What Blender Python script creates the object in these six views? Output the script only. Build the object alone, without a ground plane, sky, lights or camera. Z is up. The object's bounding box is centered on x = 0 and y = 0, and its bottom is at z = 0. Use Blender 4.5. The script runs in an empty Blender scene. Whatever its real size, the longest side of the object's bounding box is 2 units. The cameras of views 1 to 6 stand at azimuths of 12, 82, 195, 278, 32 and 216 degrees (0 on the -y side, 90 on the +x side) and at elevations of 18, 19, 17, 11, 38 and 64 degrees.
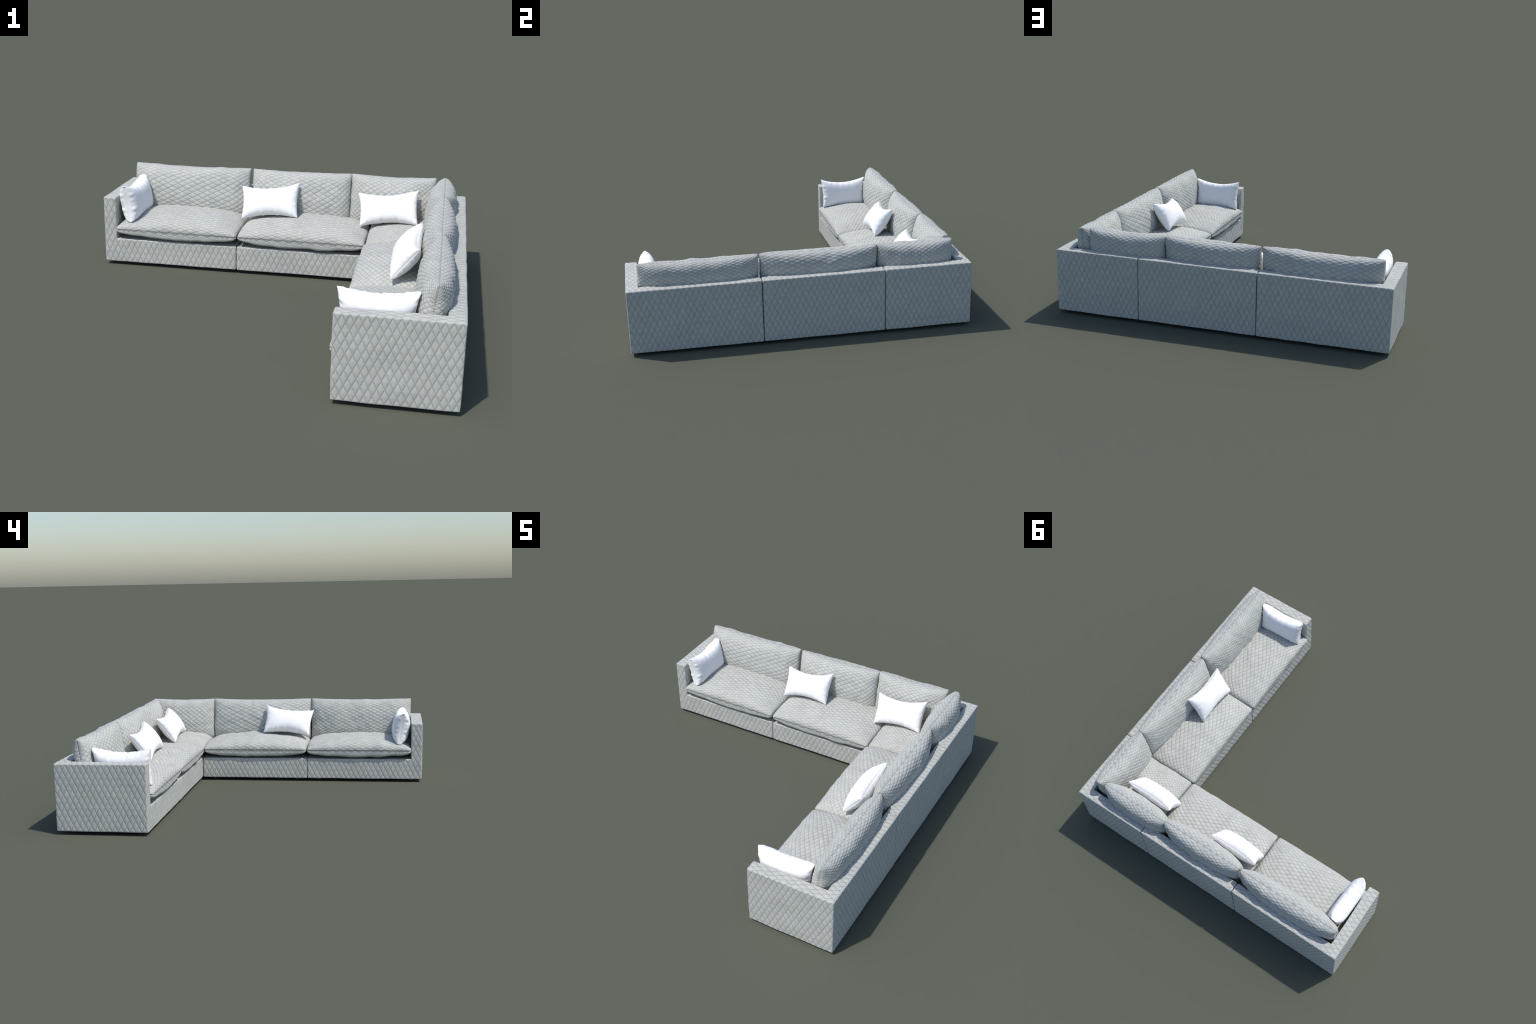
"""Quilted L-shaped sectional sofa with five white throw pillows."""
import bpy
import numpy as np
from mathutils import Matrix, Vector

# ------------------------------------------------------------------ sizes (m)
OUT = 0.9985         # outer half width of the whole sofa
FRONT = 0.486        # front plane of each wing
WALL = 0.0725         # thickness of arms and backs
LOW = 0.016          # underside of the upholstery, on short feet
DECK = 0.152         # top of the base
HIGH = 0.3915         # top of arms and backs
SEAM1 = -0.2325      # joint between end module and middle module
SEAM2 = 0.4830       # joint between middle module and corner module
GAP = 0.0015         # half the joint
RADIUS = 0.008       # rounding of the upholstered edges
FRAME_P, FRAME_Q = 0.0328, 0.0673   # diamond width / height on the frame
ROW = 0.354          # height of one row of stitch crossings
SHIFT_SIDE, SHIFT_FRONT, SHIFT_BACK = -0.0016, 0.0146, 0.0   # where the crossings fall on each side
STEP = 0.0042        # mesh step of the frame

# ------------------------------------------------------------------ helpers
def plane_wave_noise(points, scale, seed, waves=14):
    """Smooth random field in about -1..1 made of random plane waves."""
    rng = np.random.default_rng(seed)
    total = np.zeros(len(points))
    for _ in range(waves):
        direction = rng.normal(size=3)
        direction *= rng.uniform(0.5, 1.3) / np.linalg.norm(direction) * 2 * np.pi / scale
        total += np.sin(points @ direction + rng.uniform(0, 6.283))
    return total / np.sqrt(waves) * 0.8


def quilt_height(u, v, p, q):
    """0 in the stitched grooves, 1 on the top of each diamond."""
    a, b = u / p + v / q, u / p - v / q
    return np.abs(np.sin(np.pi * a) * np.sin(np.pi * b)) ** 0.55


def vertex_normals(verts, quads):
    n = np.zeros_like(verts)
    a, b, c, d = (verts[quads[:, i]] for i in range(4))
    fn = np.cross(c - a, d - b)
    for i in range(4):
        for k in range(3):
            n[:, k] += np.bincount(quads[:, i], fn[:, k], len(verts))
    return n / np.maximum(np.linalg.norm(n, axis=1), 1e-12)[:, None]


def mesh_object(name, verts, quads, material, parent=None, normals=None):
    me = bpy.data.meshes.new(name)
    me.vertices.add(len(verts))
    me.vertices.foreach_set("co", np.ascontiguousarray(verts, np.float32).ravel())
    me.loops.add(len(quads) * 4)
    me.loops.foreach_set("vertex_index", np.ascontiguousarray(quads, np.int32).ravel())
    me.polygons.add(len(quads))
    me.polygons.foreach_set("loop_start", np.arange(0, len(quads) * 4, 4, dtype=np.int32))
    me.polygons.foreach_set("use_smooth", np.ones(len(quads), bool))
    me.update(calc_edges=True)
    me.validate()
    if normals is not None:
        me.normals_split_custom_set_from_vertices([tuple(v) for v in normals.tolist()])
    me.materials.append(material)
    ob = bpy.data.objects.new(name, me)
    bpy.context.scene.collection.objects.link(ob)
    if parent:
        ob.parent = parent
    return ob


# ------------------------------------------------------------------ materials
class Nodes:
    """Small wrapper for writing node trees as expressions."""

    def __init__(self, name):
        self.mat = bpy.data.materials.new(name)
        self.mat.use_nodes = True
        self.tree = self.mat.node_tree
        self.tree.nodes.clear()

    def node(self, kind, **sets):
        n = self.tree.nodes.new(kind)
        for k, v in sets.items():
            setattr(n, k, v)
        return n

    def plug(self, value, socket):
        if isinstance(value, bpy.types.NodeSocket):
            self.tree.links.new(value, socket)
        else:
            socket.default_value = value

    def math(self, op, a, b=0.0, c=0.0, clamp=False):
        n = self.node("ShaderNodeMath", operation=op, use_clamp=clamp)
        for i, x in enumerate((a, b, c)):
            self.plug(x, n.inputs[i])
        return n.outputs[0]

    def noise(self, vector, scale, detail=2.0, stretch=None):
        if stretch:
            m = self.node("ShaderNodeMapping")
            m.inputs["Scale"].default_value = stretch
            self.plug(vector, m.inputs["Vector"])
            vector = m.outputs[0]
        n = self.node("ShaderNodeTexNoise")
        self.plug(vector, n.inputs["Vector"])
        n.inputs["Scale"].default_value = scale
        n.inputs["Detail"].default_value = detail
        return n.outputs["Fac"]

    def spread(self, value, lo, hi, to_lo, to_hi):
        n = self.node("ShaderNodeMapRange")
        self.plug(value, n.inputs[0])
        for i, x in enumerate((lo, hi, to_lo, to_hi)):
            n.inputs[i + 1].default_value = x
        return n.outputs[0]


TURN_X, TURN_Y = (0.65, 0.97), (0.35, 0.85)   # where the cloth begins to turn over the cushion edge
FABRIC = (0.490, 0.503, 0.485)
STITCH = (0.75, 0.745, 0.71)      # the sewing thread is darker and warmer


def quilted_fabric(name, p, q, form=None, box=False, phase=(0.0, 0.0), quilt_floor=-1.0):
    """Grey linen melange with a stitched diamond lattice.

    Cushions (form) map the lattice on their own flat plane and run it
    over the edge; frames (box) map it on each side of the box."""
    t = Nodes(name)
    m = t.math
    coord = t.node("ShaderNodeTexCoord").outputs["Object"]
    xyz = t.node("ShaderNodeSeparateXYZ")
    t.plug(coord, xyz.inputs[0])
    x, y, z = xyz.outputs
    if not box:
        hx, hy, thick, power, ex, ey, wrap = form
        below = m("MAXIMUM", m("MULTIPLY", z, -1.0), 0.0) if wrap else 0.0

        def run(c, half, other, other_half, e, start):
            """Coordinate on the cloth: it grows faster where the face turns down to the seam."""
            edge = t.node("ShaderNodeMapRange", interpolation_type="SMOOTHSTEP")
            t.plug(m("DIVIDE", m("ABSOLUTE", c), half), edge.inputs[0])
            for i, val in enumerate((*start, 0.0, 1.0)):
                edge.inputs[i + 1].default_value = val
            crest = m("POWER", m("SUBTRACT", 1.0, m("POWER", m("DIVIDE", m("ABSOLUTE", other), other_half), e), clamp=True), power)
            rel_z = m("DIVIDE", m("MAXIMUM", z, 0.0) if wrap else m("ABSOLUTE", z), thick)
            drop = m("SUBTRACT", 1.0, m("DIVIDE", rel_z, m("MAXIMUM", crest, 0.35)), clamp=True)
            more = m("MULTIPLY", m("ADD", m("MULTIPLY", drop, thick), below), edge.outputs[0])
            return m("ADD", c, m("MULTIPLY", m("SIGN", c), more))

        u = m("SUBTRACT", run(x, hx, y, hy, ey, TURN_X), phase[0])
        v = m("SUBTRACT", run(y, hy, x, hx, ex, TURN_Y), phase[1])
    else:
        nrm = t.node("ShaderNodeSeparateXYZ")
        t.plug(t.node("ShaderNodeNewGeometry").outputs["True Normal"], nrm.inputs[0])
        ax, ay, az = (m("ABSOLUTE", o) for o in nrm.outputs)
        top = m("GREATER_THAN", az, m("MAXIMUM", ax, ay))
        side = m("GREATER_THAN", ax, ay)
        front = m("LESS_THAN", nrm.outputs[1], 0.0)
        flat_u = m("SUBTRACT", m("SUBTRACT", x, SHIFT_BACK), m("MULTIPLY", front, SHIFT_FRONT - SHIFT_BACK))
        side_u = m("SUBTRACT", y, SHIFT_SIDE)
        wall_u = m("ADD", flat_u, m("MULTIPLY", side, m("SUBTRACT", side_u, flat_u)))
        wall_v = m("SUBTRACT", z, ROW)
        u = m("ADD", wall_u, m("MULTIPLY", top, m("SUBTRACT", side_u, wall_u)))
        v = m("ADD", wall_v, m("MULTIPLY", top, m("SUBTRACT", x, wall_v)))
    a0, b0 = m("DIVIDE", u, p), m("DIVIDE", v, q)
    pitch = p * q / np.hypot(p, q)
    sa = m("ABSOLUTE", m("SUBTRACT", m("FRACT", m("ADD", m("ADD", a0, b0), 0.5)), 0.5))
    sb = m("ABSOLUTE", m("SUBTRACT", m("FRACT", m("ADD", m("SUBTRACT", a0, b0), 0.5)), 0.5))
    dist = m("MULTIPLY", m("MINIMUM", sa, sb), pitch)          # metres to the nearest stitch line
    line = t.node("ShaderNodeMapRange", interpolation_type="SMOOTHSTEP")
    t.plug(dist, line.inputs[0])
    for i, val in enumerate((0.0000, 0.0042, 0.0, 1.0)):
        line.inputs[i + 1].default_value = val
    quilted = 1.0
    if not box:                                                 # plain cloth on the underside of the seats
        quilted = t.spread(z, quilt_floor - 0.002, quilt_floor + 0.002, 0.0, 1.0)
    thread = m("MULTIPLY", m("SUBTRACT", 1.0, line.outputs[0]), quilted)
    seam = 1.0
    if not box:                                                 # stitched seam round the cushion
        seam = t.spread(m("ABSOLUTE", z), 0.0008, 0.0020, 0.72, 1.0)
    # linen melange: crossing threads, soft blotches
    weft = t.noise(coord, 1.0, 2.0, (110, 110, 520))
    warp = t.noise(coord, 1.0, 2.0, (480, 480, 90))
    blot = t.noise(coord, 34.0, 3.0)
    wide = t.noise(coord, 7.0, 2.0)
    tone = m("MULTIPLY", t.spread(weft, 0.25, 0.75, 0.93, 1.07), t.spread(warp, 0.25, 0.75, 0.94, 1.06))
    tone = m("MULTIPLY", tone, t.spread(blot, 0.3, 0.7, 0.94, 1.06))
    tone = m("MULTIPLY", tone, t.spread(wide, 0.3, 0.7, 0.97, 1.03))
    tone = m("MULTIPLY", tone, seam)
    warm = t.node("ShaderNodeMix", data_type="RGBA")
    t.plug(t.spread(t.noise(coord, 16.0, 3.0), 0.42, 0.68, 0.0, 1.0), warm.inputs[0])
    warm.inputs[6].default_value = (*FABRIC, 1)
    warm.inputs[7].default_value = (FABRIC[0] * 1.01, FABRIC[1], FABRIC[2] * 0.97, 1)
    sewn = t.node("ShaderNodeMix", data_type="RGBA")
    t.plug(thread, sewn.inputs[0])
    t.plug(warm.outputs[2], sewn.inputs[6])
    sewn.inputs[7].default_value = (*(c * k for c, k in zip(FABRIC, STITCH)), 1)
    shade = t.node("ShaderNodeVectorMath", operation="SCALE")
    t.plug(sewn.outputs[2], shade.inputs[0])
    t.plug(tone, shade.inputs["Scale"])
    # relief: crisp stitch dip plus thread grain
    dip = t.node("ShaderNodeMapRange", interpolation_type="SMOOTHSTEP")
    t.plug(dist, dip.inputs[0])
    for i, val in enumerate((0.0, 0.0045, 0.0, 1.0)):
        dip.inputs[i + 1].default_value = val
    height = m("ADD", m("MULTIPLY", m("MULTIPLY", dip.outputs[0], quilted), 0.0010), m("MULTIPLY", m("ADD", weft, warp), 0.0004))
    bump = t.node("ShaderNodeBump")
    bump.inputs["Strength"].default_value = 0.8
    bump.inputs["Distance"].default_value = 1.0
    t.plug(height, bump.inputs["Height"])
    bsdf = t.node("ShaderNodeBsdfPrincipled")
    t.plug(shade.outputs[0], bsdf.inputs["Base Color"])
    bsdf.inputs["Roughness"].default_value = 0.85
    bsdf.inputs["Specular IOR Level"].default_value = 0.2
    bsdf.inputs["Sheen Weight"].default_value = 0.05
    t.plug(bump.outputs[0], bsdf.inputs["Normal"])
    out = t.node("ShaderNodeOutputMaterial")
    t.plug(bsdf.outputs[0], out.inputs[0])
    return t.mat


def plain_material(name, colour, roughness, grain_scale, grain):
    t = Nodes(name)
    coord = t.node("ShaderNodeTexCoord").outputs["Object"]
    tone = t.spread(t.noise(coord, grain_scale, 3.0), 0.3, 0.7, 1.0 - grain, 1.0)
    shade = t.node("ShaderNodeVectorMath", operation="SCALE")
    shade.inputs[0].default_value = colour
    t.plug(tone, shade.inputs["Scale"])
    bsdf = t.node("ShaderNodeBsdfPrincipled")
    t.plug(shade.outputs[0], bsdf.inputs["Base Color"])
    bsdf.inputs["Roughness"].default_value = roughness
    bsdf.inputs["Specular IOR Level"].default_value = 0.25
    out = t.node("ShaderNodeOutputMaterial")
    t.plug(bsdf.outputs[0], out.inputs[0])
    return t.mat


# ------------------------------------------------------------------ sofa frame
def stations(cuts):
    """Lattice coordinates that contain every cut and refine towards it."""
    out = set()
    cuts = sorted(cuts)
    for a, b in zip(cuts, cuts[1:]):
        near = [d for d in (0.0, 0.0028, 0.006, 0.010) if 2 * d < b - a]
        lo, hi = a + near[-1], b - near[-1]
        n = max(1, int(round((hi - lo) / STEP)))
        for c in [a + d for d in near] + [b - d for d in near] + list(np.linspace(lo, hi, n + 1)):
            out.add(round(float(c), 6))
    return np.array(sorted(out))


def box_union(boxes):
    """Quads on the skin of a union of boxes, on a fine lattice."""
    axes = [stations({b[k] for b in boxes} | {b[k + 3] for b in boxes}) for k in range(3)]
    mids = [(a[1:] + a[:-1]) / 2 for a in axes]
    solid = np.zeros([len(m) + 2 for m in mids], bool)
    for b in boxes:
        ins = [(mids[k] > b[k]) & (mids[k] < b[k + 3]) for k in range(3)]
        solid[1:-1, 1:-1, 1:-1] |= ins[0][:, None, None] & ins[1][None, :, None] & ins[2][None, None, :]
    shape = [len(a) for a in axes]
    quads = []
    for k in range(3):
        i, j = (k + 1) % 3, (k + 2) % 3
        lower, upper = np.delete(solid, -1, k), np.delete(solid, 0, k)
        for flag, turn in ((lower & ~upper, False), (~lower & upper, True)):
            c = np.argwhere(flag)
            c[:, i] -= 1
            c[:, j] -= 1
            ring = []
            for di, dj in ((0, 0), (1, 0), (1, 1), (0, 1)):
                r = c.copy()
                r[:, i] += di
                r[:, j] += dj
                ring.append(np.ravel_multi_index(r.T, shape))
            quads.append(np.stack(ring[::-1] if turn else ring, 1))
    quads = np.concatenate(quads)
    used, quads = np.unique(quads, return_inverse=True)
    idx = np.unravel_index(used, shape)
    return np.stack([axes[k][idx[k]] for k in range(3)], 1), quads.reshape(-1, 4)


def upholster(boxes, seed):
    verts, quads = box_union(boxes)
    # round the edges: nearest point of the shrunken boxes, pushed out by the radius
    best, near = np.full(len(verts), 9.0), np.zeros_like(verts)
    for b in boxes:
        q = np.clip(verts, np.array(b[:3]) + RADIUS, np.array(b[3:]) - RADIUS)
        d = np.linalg.norm(verts - q, axis=1)
        take = d < best
        best[take], near[take] = d[take], q[take]
    n = (verts - near) / best[:, None]
    verts = near + n * np.minimum(best, RADIUS)[:, None]
    # quilting and a slight looseness of the covering
    an = np.abs(n)
    top = an[:, 2] >= np.maximum(an[:, 0], an[:, 1])
    side = an[:, 0] > an[:, 1]
    flat_u = verts[:, 0] - np.where(n[:, 1] < 0, SHIFT_FRONT, SHIFT_BACK)
    u = np.where(side | top, verts[:, 1] - SHIFT_SIDE, flat_u)
    v = np.where(top, verts[:, 0], verts[:, 2] - ROW)
    flat = np.clip((an.max(1) - 0.72) / 0.28, 0, 1)
    h = quilt_height(u, v, FRAME_P, FRAME_Q) - 0.75
    verts = verts + n * (h * flat * 0.0017 + plane_wave_noise(verts, 0.16, seed) * 0.0010)[:, None]
    return verts, quads


def split_module(verts, quads, regions, material, parent):
    """Cut one smooth skin into named parts that share border vertices and normals."""
    normals = vertex_normals(verts, quads)
    centre = verts[quads].mean(1)
    free = np.ones(len(quads), bool)
    parts = []
    for name, test in regions:
        pick = free & test(centre)
        free &= ~pick
        used, local = np.unique(quads[pick], return_inverse=True)
        parts.append(mesh_object(name, verts[used], local.reshape(-1, 4), material, parent, normals[used]))
    return parts


def mirror_box(b):
    return (b[1], b[0], b[2], b[4], b[3], b[5])


# ------------------------------------------------------------------ cushions
def cushion_mesh(width, height, top, bottom, power, step=0.0043, bulge=0.0, sag=0.0, corner=0.012,
                 quilt=None, wrap=False, loose=0.0, seed=1, pucker=0.0, warp=None, wave=0.11, shape=(2.0, 2.0), low_sag=None, low_power=None):
    """Stuffed cushion: two domed faces that meet in a seam.

    Local frame: x width, y height, z thickness (top side +z)."""
    hx, hy = width / 2, height / 2

    def line(half, e):
        """Stations from seam to seam, evenly spaced along the domed profile."""
        s = np.sin(np.linspace(-np.pi / 2, np.pi / 2, 6001))
        s = np.sign(s) * (1 - (1 - np.abs(s)) ** 1.6)
        arc = np.concatenate([[0], np.cumsum(np.hypot(np.diff(half * s), np.diff(top * np.clip(1 - np.abs(s) ** e, 0, 1) ** power)))])
        n = 2 * int(arc[-1] / step / 2)
        return np.interp(np.linspace(0, arc[-1], n + 1), arc, s)

    lu, lv = line(hx, shape[0]), line(hy, shape[1])
    nx, ny = len(lu) - 1, len(lv) - 1
    su, sv = np.meshgrid(lu, lv, indexing="ij")
    su, sv = su.ravel(), sv.ravel()
    rim = (np.abs(su) > 0.99999) | (np.abs(sv) > 0.99999)
    x = hx * su * (1 + bulge * (1 - sv ** 2))
    y = hy * sv * (1 + np.where(sv > 0, sag, sag if low_sag is None else low_sag) * (1 - su ** 2))
    # rounded corners of the outline
    ex, ey = np.clip(np.abs(x) - (hx - corner * 2), 0, None), np.clip(np.abs(y) - (hy - corner * 2), 0, None)
    pull = np.minimum(ex, ey) ** 2 / (corner * 2) * 0.55 if corner > 0 else 0 * x
    x, y = x - np.sign(x) * pull, y - np.sign(y) * pull
    full_u, full_v = np.clip(1 - np.abs(su) ** shape[0], 0, 1), np.clip(1 - np.abs(sv) ** shape[1], 0, 1)
    fill = (full_u * full_v) ** power
    low_fill = full_u ** low_power[0] * full_v ** low_power[1] if low_power else fill
    count = len(su)
    idx = np.arange(count).reshape(nx + 1, ny + 1)
    up = np.stack([idx[:-1, :-1], idx[1:, :-1], idx[1:, 1:], idx[:-1, 1:]], -1).reshape(-1, 4)
    low_id = np.where(rim, np.arange(count), np.arange(count) + count)
    down = low_id[up][:, ::-1]
    faces = []
    for z in (top * fill, -bottom * low_fill):
        faces.append(np.stack([x, y, z], 1))
    verts = np.concatenate(faces)
    verts[:count][rim, :2] *= 1 - 0.0030 / np.array([hx, hy])      # the seam is pulled in a little
    quads = np.concatenate([up, down])
    used, quads = np.unique(quads, return_inverse=True)
    quads, verts = quads.reshape(-1, 4), verts[used]
    fill2 = np.concatenate([fill, fill])[used]
    su2, sv2 = np.concatenate([su, su])[used], np.concatenate([sv, sv])[used]
    if loose:
        n = vertex_normals(verts, quads)
        soft = plane_wave_noise(verts * (1, 1, 0.4), wave, seed) + 0.45 * plane_wave_noise(verts * (1, 1, 0.4), wave * 0.45, seed + 7)
        verts = verts + n * (soft * loose * np.minimum(1, fill2 * 1.6 + 0.25))[:, None]
    if pucker:
        n = vertex_normals(verts, quads)
        rng = np.random.default_rng(seed + 3)
        edge_x, edge_y = (1 - np.abs(su2)) * hx, (1 - np.abs(sv2)) * hy
        lift = np.zeros(len(verts))
        for edge, run, far in ((edge_y, verts[:, 0], np.sign(sv2)), (edge_x, verts[:, 1], np.sign(su2))):
            for s in (-1, 1):
                ph = rng.uniform(0, 6.3, 3)
                ripple = np.sin(run * 150 + ph[0]) + 0.8 * np.sin(run * 230 + ph[1]) + 0.7 * np.sin(run * 87 + ph[2])
                reach = 0.014 + 0.005 * np.sin(run * 60 + ph[1])
                lift += (far == s) * ripple * np.exp(-edge / reach) * np.clip(edge / 0.006, 0, 1)
        verts = verts + n * (lift * pucker)[:, None]
    if quilt:
        p, q, depth, (pu, pv), floor = quilt
        n = vertex_normals(verts, quads)
        below = np.maximum(-verts[:, 2], 0) * (1 if wrap else 0)

        rel_z = (np.maximum(verts[:, 2], 0) if wrap else np.abs(verts[:, 2])) / top

        def run(c, half, other, other_half, e, start):
            edge = np.clip((np.abs(c) / half - start[0]) / (start[1] - start[0]), 0, 1)
            edge = edge * edge * (3 - 2 * edge)
            crest = np.clip(1 - (np.abs(other) / other_half) ** e, 0, 1) ** power
            drop = np.clip(1 - rel_z / np.maximum(crest, 0.35), 0, 1)
            return c + np.sign(c) * (top * drop + below) * edge

        u = run(verts[:, 0], hx, verts[:, 1], hy, shape[1], TURN_X) - pu
        v = run(verts[:, 1], hy, verts[:, 0], hx, shape[0], TURN_Y) - pv
        verts = verts + n * ((quilt_height(u, v, p, q) - 0.75) * depth * np.minimum(1, fill2 * 2.5) * (verts[:, 2] > floor))[:, None]
    if warp is not None:
        verts = warp(verts)
    return verts, quads


def place(ob, origin, x_axis, y_axis):
    ax = Vector(x_axis).normalized()
    az = ax.cross(Vector(y_axis)).normalized()
    ay = az.cross(ax)
    ob.matrix_world = Matrix.Translation(origin) @ Matrix((ax, ay, az)).transposed().to_4x4()


# ================================================================== build
sofa = bpy.data.objects.new("sectional_sofa", None)
bpy.context.scene.collection.objects.link(sofa)
sofa["label"] = "L-shaped grey modular sofa with diamond quilted upholstery"
sofa["category"] = "sofa"

fabric_frame = quilted_fabric("quilted_linen_frame", FRAME_P, FRAME_Q, box=True)
foot_material = plain_material("pale_foot_plastic", (0.30, 0.28, 0.25), 0.5, 60.0, 0.15)

INNER = OUT - WALL
end_boxes = [(-OUT, FRONT, LOW, SEAM1 - GAP, OUT, DECK),
             (-OUT, INNER, LOW, SEAM1 - GAP, OUT, HIGH),
             (-OUT, FRONT, LOW, -INNER, OUT, HIGH)]
mid_boxes = [(SEAM1 + GAP, FRONT, LOW, SEAM2 - GAP, OUT, DECK),
             (SEAM1 + GAP, INNER, LOW, SEAM2 - GAP, OUT, HIGH)]
corner_boxes = [(SEAM2 + GAP, SEAM2 + GAP, LOW, OUT, OUT, DECK),
                (SEAM2 + GAP, INNER, LOW, OUT, OUT, HIGH),
                (INNER, SEAM2 + GAP, LOW, OUT, OUT, HIGH)]


def back_y(c):
    return (c[:, 1] > INNER - 1e-3) & (c[:, 2] > DECK - 0.002)


def back_x(c):
    return (c[:, 0] > INNER - 1e-3) & (c[:, 2] > DECK - 0.002)


def arm_x(c):
    return (c[:, 0] < -INNER + 1e-3) & (c[:, 2] > DECK - 0.002)


def arm_y(c):
    return (c[:, 1] < -INNER + 1e-3) & (c[:, 2] > DECK - 0.002)


def everything(c):
    return np.ones(len(c), bool)


modules = [
    (end_boxes, [("armrest", arm_x), ("backrest", back_y), ("base", everything)]),
    (mid_boxes, [("backrest", back_y), ("base", everything)]),
    (corner_boxes, [("backrest", lambda c: back_y(c) | back_x(c)), ("base", everything)]),
    ([mirror_box(b) for b in mid_boxes], [("backrest", back_x), ("base", everything)]),
    ([mirror_box(b) for b in end_boxes], [("armrest", arm_y), ("backrest", back_x), ("base", everything)]),
]

# one short round foot, shared by every module
ring = np.linspace(0, 2 * np.pi, 24, endpoint=False)
foot_profile = [(0.0005, 0.0), (0.0125, 0.0), (0.0145, 0.0015), (0.0150, 0.010), (0.0150, LOW + 0.004), (0.0005, LOW + 0.004)]
foot_verts = np.array([(r * np.cos(t), r * np.sin(t), z) for r, z in foot_profile for t in ring])
foot_quads = np.array([(k * 24 + i, k * 24 + (i + 1) % 24, (k + 1) * 24 + (i + 1) % 24, (k + 1) * 24 + i)
                       for k in range(len(foot_profile) - 1) for i in range(24)])
foot = mesh_object("foot", foot_verts, foot_quads, foot_material)
foot_used = False

for number, (boxes, regions) in enumerate(modules):
    verts, quads = upholster(boxes, 20 + number)
    parts = split_module(verts, quads, regions, fabric_frame, sofa)
    base = parts[-1]
    b = boxes[0]
    for fx in (b[0] + 0.07, b[3] - 0.07):
        for fy in (b[1] + 0.07, b[4] - 0.07):
            one = foot if not foot_used else foot.copy()
            if foot_used:
                bpy.context.scene.collection.objects.link(one)
            foot_used = True
            one.parent = base
            one.location = (fx, fy, 0.0)

# ---- seat cushions: (x0, x1, y0, y1, facing), facing = direction of the front edge
SEAT_Z = 0.211
seats = [
    (-0.926, -0.2335, 0.4700, 0.925, "y", 0.0610, 0.0290),
    (-0.2245, 0.474, 0.4700, 0.925, "y", 0.0610, 0.0290),
    (0.480, 0.925, 0.474, 0.925, "y", 0.0325, 0.0253),
    (-0.2265, 0.470, 0.4700, 0.925, "x", 0.0502, 0.0328),
    (-0.926, -0.2335, 0.4700, 0.925, "x", 0.0500, 0.0320),
]
SEAT_QUILT_FLOOR = -0.022      # the diamonds stop a little below the seam
for k, (x0, x1, y0, y1, facing, p, q) in enumerate(seats):
    w, d = x1 - x0, y1 - y0
    crown, belly = 0.081, 0.059
    fabric = quilted_fabric(f"quilted_linen_seat_{k}", p, q, form=(w / 2, d / 2, crown, 0.34, 2.0, 2.0, True), quilt_floor=SEAT_QUILT_FLOOR)
    verts, quads = cushion_mesh(w, d, crown, belly, 0.34, bulge=0.006, sag=0.0, low_power=(0.30, 0.13), corner=0.006,
                                quilt=(p, q, 0.0024, (0, 0), SEAT_QUILT_FLOOR), wrap=True, loose=0.0030, seed=40 + k, wave=0.15)
    ob = mesh_object("seat_cushion", verts, quads, fabric, sofa)
    cx, cy = (x0 + x1) / 2, (y0 + y1) / 2
    if facing == "y":
        place(ob, (cx, cy, SEAT_Z), (1, 0, 0), (0, 1, 0))
    else:                                   # mirrored wing: front edge looks to -x
        place(ob, (cy, cx, SEAT_Z), (0, -1, 0), (1, 0, 0))

# ---- back cushions: (start, end, wing, depth of the top seam)
BACK_TOP, BACK_LOW, LEAN = 0.512, 0.232, 0.13
backs = [
    (-0.928, -0.231, "y", 0.882, 0.0601, 0.0310, -0.7727, 0.438),
    (-0.220, 0.355, "y", 0.882, 0.0504, 0.0312, 0.1282, 0.409),
    (0.353, 0.829, "y", 0.890, 0.0412, 0.0305, 0.4293, 0.441),
    (0.461, 0.910, "x", 0.881, 0.0390, 0.0305, 0.6800, 0.410),
    (-0.230, 0.462, "x", 0.881, 0.0614, 0.0304, 0.2903, 0.411),
    (-0.928, -0.235, "x", 0.884, 0.0483, 0.0245, -0.4808, 0.429),
]   # (..., diamond width, diamond height, one stitch crossing: place along the wing, height)
for k, (s0, s1, wing, seam_top, p, q, cross_s, cross_z) in enumerate(backs):
    w, h = s1 - s0, (BACK_TOP - BACK_LOW) * np.hypot(1, LEAN)
    thick = 0.080
    mid, mz = (s0 + s1) / 2, (BACK_TOP + BACK_LOW) / 2
    phase = ((cross_s - mid) * (1 if wing == "y" else -1), cross_z - mz)
    fabric = quilted_fabric(f"quilted_linen_back_{k}", p, q, form=(w / 2, h / 2, thick, 0.32, 2.2, 2.4, False), phase=phase)
    verts, quads = cushion_mesh(w, h, thick, thick + 0.001, 0.32, bulge=-0.006, sag=-0.055, low_sag=0.0, corner=0.003,
                                quilt=(p, q, 0.0024, phase, -1.0), loose=0.0028, seed=70 + k, wave=0.13, shape=(2.2, 2.4))
    ob = mesh_object("back_cushion", verts, quads, fabric, sofa)
    away = seam_top - LEAN * (BACK_TOP - mz)
    if wing == "y":
        place(ob, (mid, away, mz), (1, 0, 0), (0, LEAN, 1))
    else:
        place(ob, (away, mid, mz), (0, -1, 0), (LEAN, 0, 1))

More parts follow.
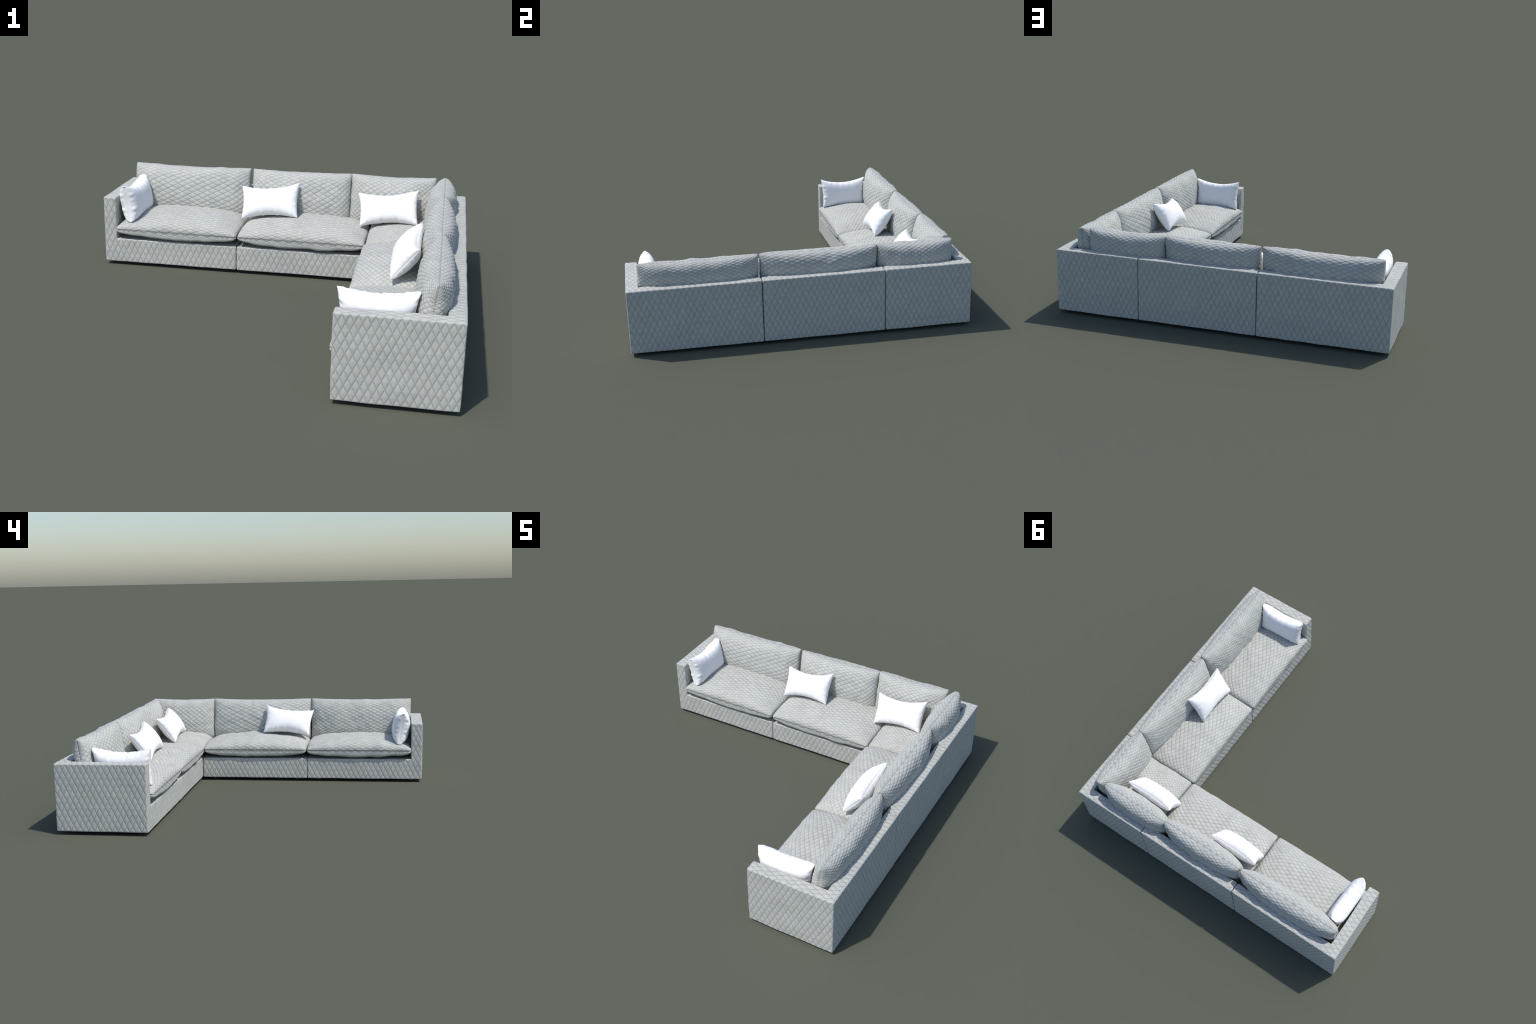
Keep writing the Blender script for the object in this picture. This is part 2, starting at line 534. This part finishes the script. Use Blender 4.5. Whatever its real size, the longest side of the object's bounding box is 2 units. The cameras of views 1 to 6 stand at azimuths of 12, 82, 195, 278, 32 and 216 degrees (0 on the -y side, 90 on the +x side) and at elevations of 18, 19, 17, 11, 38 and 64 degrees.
# ---- throw pillows: four corners each (top left, top right, bottom left, bottom right)
white = plain_material("white_cotton", (0.90, 0.90, 0.905), 0.9, 40.0, 0.02)
arm_pillow = [(-0.869, 0.815, 0.457), (-0.875, 0.485, 0.457), (-0.827, 0.803, 0.262), (-0.844, 0.495, 0.250)]
back_pillow = [(-0.263, 0.781, 0.429), (0.070, 0.780, 0.463), (-0.240, 0.658, 0.268), (0.080, 0.657, 0.293)]


def moved(corners, by):
    return [tuple(np.add(c, by)) for c in corners]


def swapped(corners):
    """Mirror on the diagonal of the sofa; left and right change places."""
    a, b, c, d = [(y, x, z) for x, y, z in corners]
    return [b, a, d, c]


facing_x = [arm_pillow[i] for i in (1, 0, 3, 2)]    # seen from the seat, the front end is on the left
pillows = [facing_x, back_pillow, moved(back_pillow, (0.668, 0, 0)),
           moved(swapped(back_pillow), (0.004, 0.005, 0.010)), swapped(facing_x)]
for k, corners in enumerate(pillows):
    tl, tr, bl, br = (np.array(c) for c in corners)
    centre = (tl + tr + bl + br) / 4
    ax = (tr + br - tl - bl) / 2
    ay = (tl + tr - bl - br) / 2
    w, h = np.linalg.norm(ax), np.linalg.norm(ay)
    ex = ax / w
    ez = np.cross(ex, ay / h)
    ez /= np.linalg.norm(ez)
    ey = np.cross(ez, ex)
    frame = np.stack([ex, ey, ez])
    local = [frame @ (c - centre) for c in (tl, tr, bl, br)]

    def warp(v, w=w, h=h, local=local):
        s, t = v[:, :1] / w + 0.5, v[:, 1:2] / h + 0.5
        flat = (1 - s) * t * local[0] + s * t * local[1] + (1 - s) * (1 - t) * local[2] + s * (1 - t) * local[3]
        return flat + v[:, 2:3] * (0, 0, 1)

    by_arm = k in (0, 4)
    front, rear = (0.049, 0.060) if by_arm else (0.058, 0.055)
    verts, quads = cushion_mesh(w, h, front, rear, 0.33 if by_arm else 0.40, bulge=-0.06, sag=-0.29, low_sag=-0.08 if by_arm else -0.24,
                                shape=(6.0, 2.6) if by_arm else (2.4, 2.2),
                                corner=0.0, loose=0.0011, seed=90 + k, pucker=0.0019 if by_arm else 0.0014, warp=warp, wave=0.11)
    ob = mesh_object("throw_pillow", verts, quads, white)
    place(ob, centre, ex, ey)
    ob["label"] = "plain white rectangular throw pillow with pointed corners"
    ob["category"] = "pillow"
